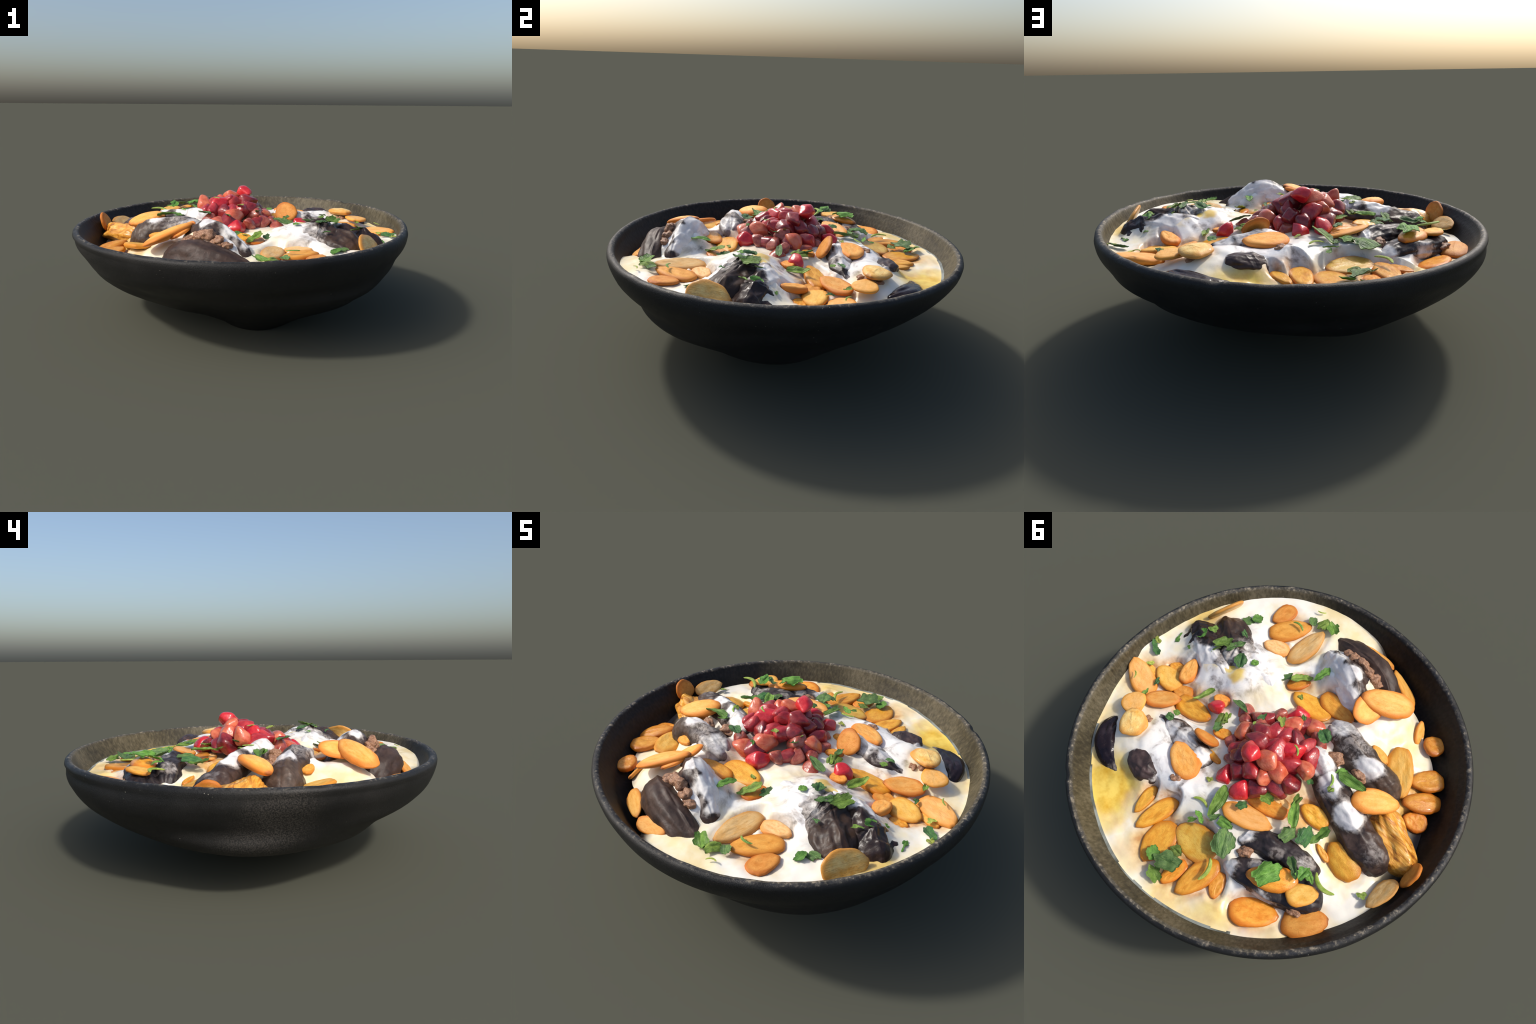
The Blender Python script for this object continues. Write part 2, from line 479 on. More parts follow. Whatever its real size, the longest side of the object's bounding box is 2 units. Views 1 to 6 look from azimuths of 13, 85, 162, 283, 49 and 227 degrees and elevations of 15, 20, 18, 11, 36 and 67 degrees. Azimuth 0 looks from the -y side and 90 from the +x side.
# ------------------------------------------------------------------ eggplant rolls
# spines: (x, y, height of the crest, half width); depth: how far the body reaches below the crest
ROLLS = {
    "east": dict(spine=[(0.20, -0.22, 0.555, 0.06), (0.29, -0.26, 0.582, 0.085), (0.43, -0.255, 0.616, 0.10), (0.53, -0.25, 0.628, 0.105),
                        (0.62, -0.30, 0.608, 0.10), (0.71, -0.36, 0.585, 0.095), (0.79, -0.415, 0.505, 0.06)], depth=0.17, tent=1.5, crumple=1.2,
                 spots=[(0.30, -0.28, 0.57, 0.22, 1.0), (0.45, -0.35, 0.56, 0.16, 0.60), (0.40, -0.22, 0.62, 0.14, 0.75), (0.52, -0.20, 0.6, 0.09, 0.6), (0.50, -0.33, 0.58, 0.10, 0.5)], brown=(0.050, 0.028, 0.018)),
    "east_flap": dict(spine=[(0.40, -0.12, 0.565, 0.05), (0.50, -0.14, 0.596, 0.075), (0.62, -0.165, 0.606, 0.085), (0.73, -0.20, 0.602, 0.09),
                             (0.81, -0.24, 0.570, 0.085), (0.88, -0.275, 0.490, 0.05)], depth=0.16, tent=1.5, crumple=1.1,
                      spots=[(0.45, -0.12, 0.57, 0.14, 0.95), (0.60, -0.10, 0.57, 0.13, 1.0), (0.68, -0.12, 0.57, 0.10, 0.9), (0.50, -0.15, 0.6, 0.1, 0.6)], dark=(0.010, 0.008, 0.011), brown=(0.036, 0.021, 0.017), rough=0.3),
    "south": dict(spine=[(0.27, -0.745, 0.485, 0.05), (0.17, -0.74, 0.555, 0.075), (0.06, -0.728, 0.593, 0.088), (-0.05, -0.712, 0.604, 0.092), (-0.15, -0.692, 0.586, 0.088),
                         (-0.23, -0.655, 0.53, 0.07), (-0.28, -0.62, 0.46, 0.05)], depth=0.24, tent=1.35, crumple=0.6, spots=[(-0.2, -0.60, 0.57, 0.07, 0.5)],
                  brown=(0.060, 0.036, 0.027), dark=(0.024, 0.015, 0.012), rough=0.5),
    "south_flap": dict(spine=[(0.22, -0.64, 0.530, 0.05), (0.14, -0.615, 0.590, 0.065), (0.06, -0.59, 0.650, 0.072), (-0.02, -0.56, 0.675, 0.078), (-0.10, -0.52, 0.648, 0.078),
                              (-0.17, -0.475, 0.590, 0.07), (-0.24, -0.43, 0.52, 0.05)], depth=0.19, tent=1.35,
                       spots=[(0.08, -0.55, 0.60, 0.13, 1.0), (0.0, -0.52, 0.63, 0.12, 0.95), (-0.08, -0.47, 0.59, 0.12, 0.85), (-0.05, -0.58, 0.66, 0.08, 0.8), (0.17, -0.57, 0.56, 0.1, 0.9)],
                       dark=(0.012, 0.010, 0.016)),
    "west": dict(spine=[(-0.10, -0.30, 0.560, 0.05), (-0.17, -0.30, 0.602, 0.08), (-0.27, -0.29, 0.625, 0.09), (-0.40, -0.275, 0.606, 0.09), (-0.49, -0.27, 0.588, 0.092), (-0.56, -0.27, 0.555, 0.09), (-0.63, -0.28, 0.48, 0.07)], depth=0.22, tent=1.25,
                 spots=[(-0.43, -0.25, 0.61, 0.11, 0.9), (-0.20, -0.33, 0.58, 0.14, 0.6), (-0.15, -0.27, 0.60, 0.10, 0.5), (-0.3, -0.3, 0.62, 0.15, 0.35)], veil=0.10, brown=(0.075, 0.050, 0.036), dark=(0.022, 0.015, 0.013)),
    "long": dict(spine=[(-0.13, -0.13, 0.590, 0.04), (-0.21, -0.12, 0.640, 0.055), (-0.33, -0.075, 0.622, 0.065), (-0.50, -0.02, 0.597, 0.078), (-0.64, 0.01, 0.565, 0.078), (-0.755, 0.015, 0.535, 0.072),
                        (-0.82, 0.02, 0.470, 0.05)], depth=0.15, tent=1.2,
                 spots=[(-0.25, -0.11, 0.63, 0.13, 0.75), (-0.36, -0.06, 0.62, 0.11, 0.85), (-0.53, -0.02, 0.6, 0.12, 0.85), (-0.72, 0.03, 0.55, 0.10, 0.33)], veil=0.06, brown=(0.068, 0.042, 0.032), dark=(0.020, 0.013, 0.013)),
    "north": dict(spine=[(-0.20, 0.38, 0.535, 0.04), (-0.26, 0.375, 0.565, 0.055), (-0.345, 0.34, 0.575, 0.06), (-0.45, 0.31, 0.570, 0.06), (-0.53, 0.29, 0.552, 0.055), (-0.62, 0.27, 0.500, 0.04)], depth=0.12,
                  spots=[(-0.24, 0.37, 0.57, 0.09, 0.8), (-0.55, 0.28, 0.54, 0.08, 0.55), (-0.42, 0.36, 0.56, 0.06, 0.4)], dark=(0.010, 0.010, 0.014), brown=(0.035, 0.026, 0.026)),
    "north_flap": dict(spine=[(-0.24, 0.52, 0.490, 0.04), (-0.32, 0.50, 0.530, 0.065), (-0.44, 0.46, 0.545, 0.085), (-0.55, 0.42, 0.535, 0.085), (-0.65, 0.37, 0.515, 0.07), (-0.71, 0.33, 0.470, 0.045)], depth=0.11,
                       spots=[(-0.28, 0.55, 0.5, 0.09, 0.8), (-0.5, 0.53, 0.49, 0.09, 0.7), (-0.36, 0.44, 0.54, 0.06, 0.6), (-0.33, 0.53, 0.5, 0.05, 0.5)], dark=(0.010, 0.010, 0.014), brown=(0.035, 0.026, 0.026)),
    "ridge": dict(spine=[(0.60, 0.28, 0.500, 0.035), (0.50, 0.275, 0.540, 0.05), (0.39, 0.265, 0.575, 0.055), (0.29, 0.265, 0.595, 0.055), (0.20, 0.275, 0.598, 0.05), (0.13, 0.30, 0.565, 0.04)], depth=0.12,
                  spots=[(0.55, 0.27, 0.54, 0.07, 0.55), (0.42, 0.29, 0.57, 0.10, 0.75), (0.30, 0.29, 0.59, 0.12, 0.75), (0.19, 0.29, 0.6, 0.10, 0.95)], brown=(0.05, 0.036, 0.034)),
    "skin_edge": dict(spine=[(0.71, 0.41, 0.490, 0.03), (0.685, 0.48, 0.525, 0.048), (0.64, 0.54, 0.532, 0.06), (0.57, 0.588, 0.518, 0.056), (0.49, 0.60, 0.500, 0.042), (0.42, 0.585, 0.475, 0.03)], depth=0.10,
                      spots=[(0.50, 0.6, 0.5, 0.06, 0.35)], dark=(0.008, 0.006, 0.010), brown=(0.016, 0.010, 0.013), rough=0.14, crumple=0.15),
    "patch": dict(spine=[(0.47, 0.49, 0.555, 0.03), (0.42, 0.50, 0.572, 0.055), (0.35, 0.51, 0.566, 0.055), (0.28, 0.50, 0.54, 0.03)], depth=0.08,
                  spots=[(0.46, 0.47, 0.54, 0.05, 0.7), (0.29, 0.50, 0.52, 0.05, 0.7)], brown=(0.06, 0.038, 0.036), crumple=0.35, tent=1.0),
}


def catmull(pts, n):
    p = np.array(pts, float)
    p = np.vstack([2 * p[0] - p[1], p, 2 * p[-1] - p[-2]])
    out = []
    m = len(pts) - 1
    for u in np.linspace(0, m, n):
        i = min(int(u), m - 1)
        t = u - i
        a, b, c, d = p[i:i + 4]
        out.append(0.5 * (2 * b + (c - a) * t + (2 * a - 5 * b + 4 * c - d) * t * t + (3 * b - a - 3 * c + d) * t ** 3))
    return np.array(out)


def ridged(p, scale):
    v = noise.noise_vector(Vector(p) * scale * 0.5)
    q = Vector(p) * scale + v * 0.8
    return 1 - 2 * abs(noise.noise(q))


def build_roll(key, d):
    rows, cols = 120, 96
    s = catmull(d["spine"], rows)
    tan = np.gradient(s[:, :2], axis=0)
    tan /= np.linalg.norm(tan, axis=1)[:, None]
    side = np.stack([-tan[:, 1], tan[:, 0]], 1)
    half = d["depth"] / 2
    e = d.get("tent", 1.12)
    crumple = d.get("crumple", 1.0)
    verts = []
    sd = sum(map(ord, key)) * 0.37
    for i in range(rows):
        u = i / (rows - 1)
        m = min(u, 1 - u)
        close = math.sqrt(max(0.0, 1 - (1 - m / 0.08) ** 2)) if m < 0.08 else 1.0
        close = max(close, 0.03)
        hw = s[i, 3] * (0.35 + 0.65 * close)
        hh = half * close
        zc = s[i, 2] - half
        for j in range(cols):
            a = 2 * math.pi * j / cols
            ca, sa = math.cos(a), math.sin(a)
            # broad lobes and long folds of collapsed skin
            wr = 0.16 * noise.noise((ca * 1.5 + sd, sa * 1.5, u * 2.5)) + 0.08 * noise.noise((ca * 3.2 + sd, sa * 3.2, u * 5 + 9))
            k = 1 + wr * close
            px = abs(ca) ** e * math.copysign(1, ca) * hw * k * 1.08
            pz = abs(sa) ** (0.9 * e) * math.copysign(1, sa) * hh * k
            x, y, z = s[i, 0] + side[i, 0] * px, s[i, 1] + side[i, 1] * px, zc + pz
            # crumples, stretched along the roll
            al = x * tan[i, 0] + y * tan[i, 1]
            ac = x * side[i, 0] + y * side[i, 1]
            q = (al * 0.28 + sd, ac, z)
            dsp = (0.010 * (ridged(q, 13) - 0.35) + 0.007 * fbm(x, y, z, 11, 3) + 0.003 * (ridged(q, 30) - 0.3)) * crumple * close
            x += side[i, 0] * ca * dsp
            y += side[i, 1] * ca * dsp
            z += sa * dsp
            verts.append((x, y, z))
    faces = grid_faces(rows, cols)
    for e, i in ((0, 0), (1, rows - 1)):
        c = len(verts)
        verts.append((s[i, 0], s[i, 1], s[i, 2] - half))
        for j in range(cols):
            q = (i * cols + j, i * cols + (j + 1) % cols)
            faces.append((c, q[1], q[0]) if e == 0 else (c, q[0], q[1]))
    me = mesh_from("eggplant_roll", verts, faces)
    me.materials.append(eggplant_material("eggplant_" + key, d["spots"], d.get("dark", (0.016, 0.012, 0.013)), d.get("brown", (0.055, 0.034, 0.026)), d.get("veil", 0.0), d.get("rough", 0.42)))
    return link(bpy.data.objects.new("eggplant_roll", me))


def build_stem():
    rows, cols = 60, 64
    s = catmull([(-0.585, -0.175, 0.50, 0.05), (-0.64, -0.155, 0.535, 0.075), (-0.72, -0.115, 0.525, 0.075), (-0.79, -0.075, 0.525, 0.08), (-0.835, -0.035, 0.505, 0.085), (-0.855, 0.0, 0.46, 0.06)], rows)
    tan = np.gradient(s[:, :2], axis=0)
    tan /= np.linalg.norm(tan, axis=1)[:, None]
    verts = []
    for i in range(rows):
        u = i / (rows - 1)
        e = min(u, 1 - u)
        close = max(0.03, math.sqrt(max(0.0, 1 - (1 - min(1, e / 0.12)) ** 2)))
        for j in range(cols):
            a = 2 * math.pi * j / cols
            ca, sa = math.cos(a), math.sin(a)
            k = 1 + 0.16 * math.sin(a * 5 + 3 * u) * (0.4 + 0.6 * u) + 0.14 * noise.noise((ca * 3, sa * 3, u * 4)) + 0.10 * noise.noise((ca * 7, sa * 7, u * 6))
            px, pz = ca * s[i, 3] * close * k, sa * 0.065 * close * k
            verts.append((s[i, 0] - tan[i, 1] * px, s[i, 1] + tan[i, 0] * px, s[i, 2] - 0.065 + pz))
    me = mesh_from("eggplant_stem", verts, grid_faces(rows, cols))
    me.materials.append(stem_material())
    link(bpy.data.objects.new("eggplant_stem", me))


# ------------------------------------------------------------------ yogurt surface
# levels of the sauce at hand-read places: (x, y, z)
LEVELS = [(0.50, -0.55, .520), (0.60, -0.75, .525), (0.30, -0.78, .518), (0.86, -0.10, .506), (0.92, 0.05, .508), (0.76, 0.25, .492), (0.80, 0.42, .480),
          (0.62, 0.66, .470), (0.45, 0.76, .468), (0.20, 0.70, .466), (0.05, 0.87, .468), (-0.05, 0.70, .465), (-0.32, 0.78, .458), (-0.55, 0.68, .450),
          (-0.75, 0.42, .446), (-0.84, 0.22, .446), (-0.60, 0.12, .465), (-0.72, -0.50, .385), (-0.52, -0.70, .375), (-0.30, -0.85, .350), (-0.10, -0.90, .370),
          (0.04, -0.90, .460), (0.05, -0.34, .530), (0.20, -0.50, .528), (0.25, 0.36, .545), (0.46, 0.06, .512), (0.0, 0.50, .522), (-0.30, -0.54, .540), (-0.35, -0.63, .500), (-0.44, -0.60, .455),
          (-0.58, -0.52, .430), (0.0, 0.0, .560), (-0.70, -0.25, .410), (-0.85, -0.15, .400), (0.45, 0.41, .574), (0.55, 0.44, .552), (0.33, 0.43, .562), (-0.14, 0.46, .545),
          (-0.40, 0.20, .525), (0.70, 0.08, .480), (-0.42, -0.50, .480), (0.92, -0.35, .508), (0.75, -0.60, .520), (0.35, 0.63, .468), (-0.20, 0.25, .540), (0.15, 0.45, .562),
          (0.385, -0.11, .586), (0.28, -0.12, .565), (0.36, -0.17, .605), (0.71, -0.08, .527), (0.78, -0.135, .521), (0.50, -0.02, .530), (0.10, 0.56, .500)]
_P = np.array(LEVELS)


def _phi(r2):
    return np.sqrt(r2 + 0.06 ** 2)


_K = _phi(((_P[:, None, :2] - _P[None, :, :2]) ** 2).sum(-1))
_A = np.block([[_K + 0.002 * np.eye(len(_P)), np.c_[_P[:, :2], np.ones(len(_P))]], [np.c_[_P[:, :2], np.ones(len(_P))].T, np.zeros((3, 3))]])
_W = np.linalg.solve(_A, np.r_[_P[:, 2], np.zeros(3)])


def sauce_level(xy):
    k = _phi(((xy[:, None, :] - _P[None, :, :2]) ** 2).sum(-1))
    return k @ _W[:-3] + np.c_[xy, np.ones(len(xy))] @ _W[-3:]


# how far the sauce climbs on each roll, relative to its crest (positive = flows over it)
CLIMB = {"east": [0.0, -0.008, -0.022, -0.06, -0.10], "east_flap": [0.002, -0.006, -0.016, -0.045, -0.10], "south": [-0.10, -0.12, -0.12], "south_flap": [-0.035, -0.03, -0.035, -0.03],
         "west": [-0.005, -0.030, -0.045, -0.06], "long": [0.0, -0.03, -0.05, -0.06], "north": [-0.005, -0.03, -0.03], "north_flap": [-0.01, -0.025, -0.03],
         "ridge": [-0.02, -0.012, -0.010, -0.004], "skin_edge": [-0.04, -0.04], "patch": [-0.006, -0.006]}


def build_sauce():
    rings, cols = 150, 300
    rad = np.linspace(0, 1, rings) ** 0.9
    t = np.linspace(0, 2 * np.pi, cols, endpoint=False)
    edge = np.array([inner_radius(float(sauce_level(np.array([[0.9 * math.cos(a), 0.9 * math.sin(a)]]))[0])) + 0.6 * rim_r(a) + 0.006 for a in t])
    xy = np.stack([rad[:, None] * edge * np.cos(t), rad[:, None] * edge * np.sin(t)], -1).reshape(-1, 2)
    z = sauce_level(xy)
    cling = np.array([0.014 * fbm(p[0], p[1], 1.7, 9, 2) for p in xy])
    for key, d in ROLLS.items():
        s = catmull(d["spine"], 60)
        best = np.full(len(xy), -9.0)
        climb = np.interp(np.linspace(0, 1, 60), np.linspace(0, 1, len(CLIMB[key])), CLIMB[key])
        for q, up in zip(s, climb):
            r = np.hypot(xy[:, 0] - q[0], xy[:, 1] - q[1]) / (q[3] * 1.9)
            best = np.maximum(best, q[2] + up - 0.10 * r ** 1.5)
        best += cling
        k = 0.030
        h = np.clip(0.5 + 0.5 * (best - z) / k, 0, 1)
        z = z * (1 - h) + best * h + k * h * (1 - h) * 0.5
    # almonds lie in hollows that they have pressed into the sauce
    for kind, items in ALMONDS.items():
        for a, b, w, th, face in items:
            if face != UP:
                continue
            a, b = np.array(a), np.array(b)
            d = (b - a)[:2]
            ln = np.hypot(*d)
            d = d / ln
            rel = xy - (a + b)[:2] / 2
            u, v = rel @ d / (ln * 0.56), (rel @ np.array([-d[1], d[0]])) / (w * 0.58)
            q = np.sqrt(u * u + v * v)
            top = (a[2] + b[2]) / 2 + (u * 0.5) * (b[2] - a[2]) - th * 0.55
            m = np.clip((1.25 - q) / 0.3, 0, 1)
            z = np.where(z > top, z * (1 - m) + np.minimum(z, top) * m, z)
    rr = np.repeat(rad, cols)
    for i in range(len(z)):
        x, y = xy[i]
        calm = 1.0 if rr[i] < 0.93 else (1 - rr[i]) / 0.07
        z[i] += (0.008 * fbm(x, y, 0.3, 6, 3) + 0.003 * noise.noise((x * 22, y * 22, 2))) * (0.35 + 0.65 * calm)
        if rr[i] > 0.965:   # thin meniscus climbing the wall
            z[i] += 0.006 * ((rr[i] - 0.965) / 0.035) ** 2
    verts = np.c_[xy, z]
    me = mesh_from("yogurt_sauce", verts, grid_faces(rings, cols))
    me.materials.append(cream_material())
    n = Nodes("oily_edge")
    n.set(Base_Color=n.ramp(n.noise(9, 4), [(0.35, (0.06, 0.06, 0.04)), (0.6, (0.26, 0.28, 0.25))]), Roughness=0.35)
    me.materials.append(n.mat)
    for p in me.polygons:   # a thin film of whey and oil between sauce and wall
        row, col = divmod(p.index, cols)
        ang = 360 * col / cols
        if row >= rings - 4 + (noise.noise((ang * 0.12, 3, 0)) < -0.1) and 34 < ang < 124:
            p.material_index = 1
    link(bpy.data.objects.new("yogurt_sauce", me))


# ------------------------------------------------------------------ almonds
def almond_mesh(kind, seed):
    """Unit almond: long axis x, flat axis z, stem tip at +x."""
    rings, cols = 14, 56
    whole = kind == "whole"
    power = 2.3 if whole else 5.0
    rnd = random.Random(seed)
    ph = rnd.random() * 50
    blunt = rnd.uniform(0.75, 1.05)
    verts, rows = [], []
    prof = [(math.sin(math.pi / 2 * i / (rings - 1)) if whole else (i / (rings - 1)) ** 0.75) for i in range(rings)]
    for sgn in (1, -1):
        for r in (prof if sgn > 0 else prof[-2::-1]):
            for j in range(cols):
                a = 2 * math.pi * j / cols
                ca, sa = math.cos(a), math.sin(a)
                taper = 1 - 0.22 * ca - 0.10 * max(0, ca) ** 3 * blunt
                ox = 0.5 * math.copysign(abs(ca) ** 0.95, ca)
                oy = 0.5 * sa * taper * 1.04
                wob = 1 + 0.10 * noise.noise((ca * 1.5 + ph, sa * 1.5, 0)) + 0.035 * noise.noise((ca * 4 + ph, sa * 4, 3))
                x, y = ox * r * wob, oy * r * wob
                h = 0.5 * max(0.0, 1 - r ** power) ** (0.5 if whole else 0.42)
                if whole:
                    h *= 1 + 0.10 * noise.noise((x * 1.5 + ph, y * 13, sgn)) * (1 - r * 0.6) + 0.16 * noise.noise((x * 3.5 + ph, y * 3.5, sgn))
                else:
                    h *= 1 - 0.16 * (1 - r * r) + 0.16 * noise.noise((x * 4 + ph, y * 4, sgn * 2)) + 0.08 * noise.noise((x * 10 + ph, y * 10, sgn * 2))
                bend = 0.10 * (x * x * 4 - 0.3) * rnd_bend(seed)
                verts.append((x, y, sgn * h + bend))
            rows.append(r)
    me = mesh_from("almond", verts, grid_faces(len(rows), cols))
    bm = bmesh.new()
    bm.from_mesh(me)
    bmesh.ops.remove_doubles(bm, verts=bm.verts, dist=1e-5)
    bmesh.ops.recalc_face_normals(bm, faces=bm.faces)
    bm.to_mesh(me)
    bm.free()
    me.polygons.foreach_set("use_smooth", [True] * len(me.polygons))
    return me


def rnd_bend(seed):
    return ((seed * 7919) % 13) / 13 * 2 - 0.6


# stem end, round end, width, thickness, facing
ALMONDS = {
    "toasted": [
        ((0.559, -0.558, 0.530), (0.535, -0.714, 0.535), 0.099, 0.030, UP),
        ((0.381, -0.686, 0.535), (0.517, -0.487, 0.528), 0.122, 0.040, UP),
        ((-0.351, -0.383, 0.550), (-0.462, -0.361, 0.530), 0.055, 0.030, UP),
        ((-0.899, 0.037, 0.490), (-0.896, -0.090, 0.540), 0.115, 0.040, (.75, -.25, .4)),
        ((-0.781, 0.381, 0.475), (-0.642, 0.541, 0.465), 0.136, 0.055, UP),
        ((0.316, 0.195, 0.600), (0.174, 0.183, 0.590), 0.135, 0.035, (.62, -.6, .45)),
        ((0.633, 0.105, 0.495), (0.525, 0.070, 0.500), 0.082, 0.030, UP),
        ((0.418, -0.006, 0.550), (0.327, -0.015, 0.550), 0.068, 0.030, UP)],
    "pale": [
        ((0.310, -0.708, 0.532), (0.307, -0.443, 0.525), 0.112, 0.045, UP),
        ((0.497, -0.434, 0.525), (0.354, -0.478, 0.525), 0.089, 0.040, UP),
        ((-0.858, 0.218, 0.500), (-0.871, 0.026, 0.490), 0.095, 0.030, (.5, -.3, .7)),
        ((-0.168, 0.162, 0.560), (-0.300, 0.151, 0.550), 0.043, 0.030, UP)],
    "golden": [
        ((-0.155, -0.500, 0.655), (-0.363, -0.676, 0.565), 0.130, 0.065, (-.45, -.1, .8)),
        ((-0.207, -0.637, 0.595), (-0.214, -0.399, 0.620), 0.133, 0.035, (-.4, -.05, .85)),
        ((0.105, -0.828, 0.500), (-0.095, -0.853, 0.462), 0.078, 0.030, (.1, -.5, .8)),
        ((-0.108, -0.845, 0.468), (-0.326, -0.752, 0.452), 0.080, 0.025, (.5, -.55, .5)),
        ((-0.420, -0.715, 0.455), (-0.490, -0.600, 0.425), 0.076, 0.030, (-.5, -.5, .6)),
        ((-0.623, -0.304, 0.460), (-0.441, -0.495, 0.503), 0.122, 0.045, UP),
        ((-0.646, -0.239, 0.575), (-0.483, -0.083, 0.615), 0.128, 0.075, UP),
        ((-0.674, 0.335, 0.540), (-0.579, 0.448, 0.550), 0.101, 0.030, UP),
        ((0.345, 0.323, 0.582), (0.132, 0.381, 0.584), 0.129, 0.045, UP),
        ((0.791, 0.070, 0.505), (0.612, 0.092, 0.505), 0.122, 0.040, UP),
        ((0.656, -0.080, 0.550), (0.616, 0.057, 0.520), 0.082, 0.050, UP),
        ((0.529, 0.133, 0.540), (0.681, 0.256, 0.522), 0.102, 0.035, UP),
        ((0.867, 0.109, 0.495), (0.757, 0.135, 0.495), 0.062, 0.030, UP)],
    "amber": [
        ((-0.490, -0.650, 0.452), (-0.605, -0.660, 0.448), 0.115, 0.050, UP),
        ((-0.595, -0.409, 0.460), (-0.713, -0.542, 0.440), 0.114, 0.050, UP),
        ((-0.643, -0.295, 0.480), (-0.776, -0.447, 0.430), 0.105, 0.060, UP),
        ((-0.689, -0.256, 0.430), (-0.804, -0.298, 0.420), 0.097, 0.050, UP),
        ((-0.542, 0.117, 0.500), (-0.738, 0.157, 0.470), 0.134, 0.060, UP),
        ((-0.500, 0.168, 0.500), (-0.597, 0.191, 0.480), 0.033, 0.030, UP),
        ((-0.323, 0.093, 0.540), (-0.482, 0.077, 0.520), 0.091, 0.050, UP),
        ((-0.113, 0.257, 0.550), (-0.314, 0.179, 0.550), 0.086, 0.040, UP),
        ((-0.385, 0.511, 0.565), (-0.572, 0.373, 0.555), 0.110, 0.065, UP),
        ((-0.610, 0.528, 0.458), (-0.426, 0.662, 0.462), 0.137, 0.035, UP),
        ((-0.200, 0.800, 0.475), (-0.236, 0.556, 0.478), 0.115, 0.050, UP),
        ((-0.340, 0.692, 0.465), (-0.275, 0.579, 0.465), 0.072, 0.030, UP),
        ((-0.111, 0.815, 0.462), (-0.124, 0.667, 0.465), 0.083, 0.030, UP),
        ((0.024, 0.811, 0.475), (0.061, 0.590, 0.478), 0.138, 0.030, UP),
        ((0.177, 0.731, 0.480), (0.138, 0.502, 0.483), 0.095, 0.035, UP),
        ((0.233, 0.689, 0.483), (0.264, 0.528, 0.487), 0.061, 0.030, UP),
        ((0.302, 0.216, 0.550), (0.100, 0.221, 0.550), 0.075, 0.030, (.6, -.5, .5)),
        ((0.343, 0.104, 0.530), (0.576, 0.130, 0.500), 0.106, 0.050, UP),
        ((0.771, 0.021, 0.485), (0.685, -0.008, 0.490), 0.062, 0.030, UP),
        ((0.267, 0.139, 0.560), (0.179, 0.096, 0.560), 0.056, 0.030, UP),
        ((0.148, -0.317, 0.540), (-0.092, -0.341, 0.543), 0.125, 0.030, UP),
        ((-0.188, -0.402, 0.550), (0.032, -0.406, 0.555), 0.098, 0.030, UP),
        ((0.200, -0.316, 0.540), (0.150, -0.437, 0.540), 0.090, 0.030, UP)],
    "peach": [
        ((-0.314, 0.285, 0.580), (-0.071, 0.365, 0.565), 0.113, 0.030, (.3, -.15, .9)),
        ((0.922, 0.140, 0.525), (0.694, 0.225, 0.500), 0.129, 0.050, UP),
        ((0.682, 0.252, 0.555), (0.680, 0.385, 0.555), 0.124, 0.030, UP)],
    "olive": [((0.033, 0.580, 0.487), (-0.206, 0.565, 0.487), 0.160, 0.035, UP)],
    "striped": [
        ((0.634, 0.350, 0.592), (0.522, 0.452, 0.588), 0.138, 0.055, UP),
        ((0.832, -0.317, 0.540), (0.764, -0.517, 0.555), 0.140, 0.035, (.7, -.5, .5))],
}


def build_almonds():
    mats = {
        "toasted": almond_material("almond_toasted", (0.70, 0.25, 0.030), (0.84, 0.39, 0.080), (0.55, 0.15, 0.012), 0.5),
        "pale": almond_material("almond_pale", (0.76, 0.38, 0.11), (0.86, 0.55, 0.25), (0.60, 0.23, 0.04), 0.45, 0.12),
        "golden": almond_material("almond_golden", (0.82, 0.36, 0.045), (0.92, 0.52, 0.13), (0.68, 0.22, 0.018), 0.5),
        "amber": almond_material("almond_amber", (0.68, 0.24, 0.015), (0.86, 0.43, 0.060), (0.55, 0.15, 0.006), 0.3, 0.0, 0.25),
        "peach": almond_material("almond_peach", (0.82, 0.37, 0.09), (0.90, 0.48, 0.17), (0.70, 0.25, 0.022), 0.5),
        "olive": almond_material("almond_olive", (0.68, 0.37, 0.03), (0.80, 0.56, 0.10), (0.60, 0.21, 0.012), 0.3, 0.0, 0.2),
        "striped": almond_material("almond_striped", (0.76, 0.36, 0.07), (0.88, 0.61, 0.24), (0.58, 0.20, 0.022), 0.38, 0.35, 0.15),
    }
    slices = [almond_mesh("slice", s) for s in range(1, 6)]
    wholes = [almond_mesh("whole", s) for s in range(6, 9)]
    shapes = {}
    k = 0
    for kind, items in ALMONDS.items():
        for a, b, w, th, face in items:
            a, b = Vector(a), Vector(b)
            k += 1
            src = wholes[k % 3] if th >= 0.055 else slices[k % 5]
            th *= 0.8
            key = (src.name, kind)
            if key not in shapes:
                me = src.copy()
                me.materials.clear()
                me.materials.append(mats[kind])
                shapes[key] = me
            x = (a - b)
            length = x.length
            x.normalize()
            zf = Vector(face)
            zf = (zf - x * zf.dot(x)).normalized()
            if face == UP:
                zf = (Matrix.Rotation(random.uniform(-0.22, 0.22), 3, x) @ zf)
            y = zf.cross(x)
            mid = (a + b) / 2 - zf * th * 0.35
            m = Matrix((x, y, zf)).transposed().to_4x4()
            o = bpy.data.objects.new("almond", shapes[key])
            o.matrix_world = Matrix.Translation(mid) @ m @ Matrix.Diagonal((length * 1.02, w * 1.03, th, 1))
            link(o)
    for me in slices + wholes:
        bpy.data.meshes.remove(me)


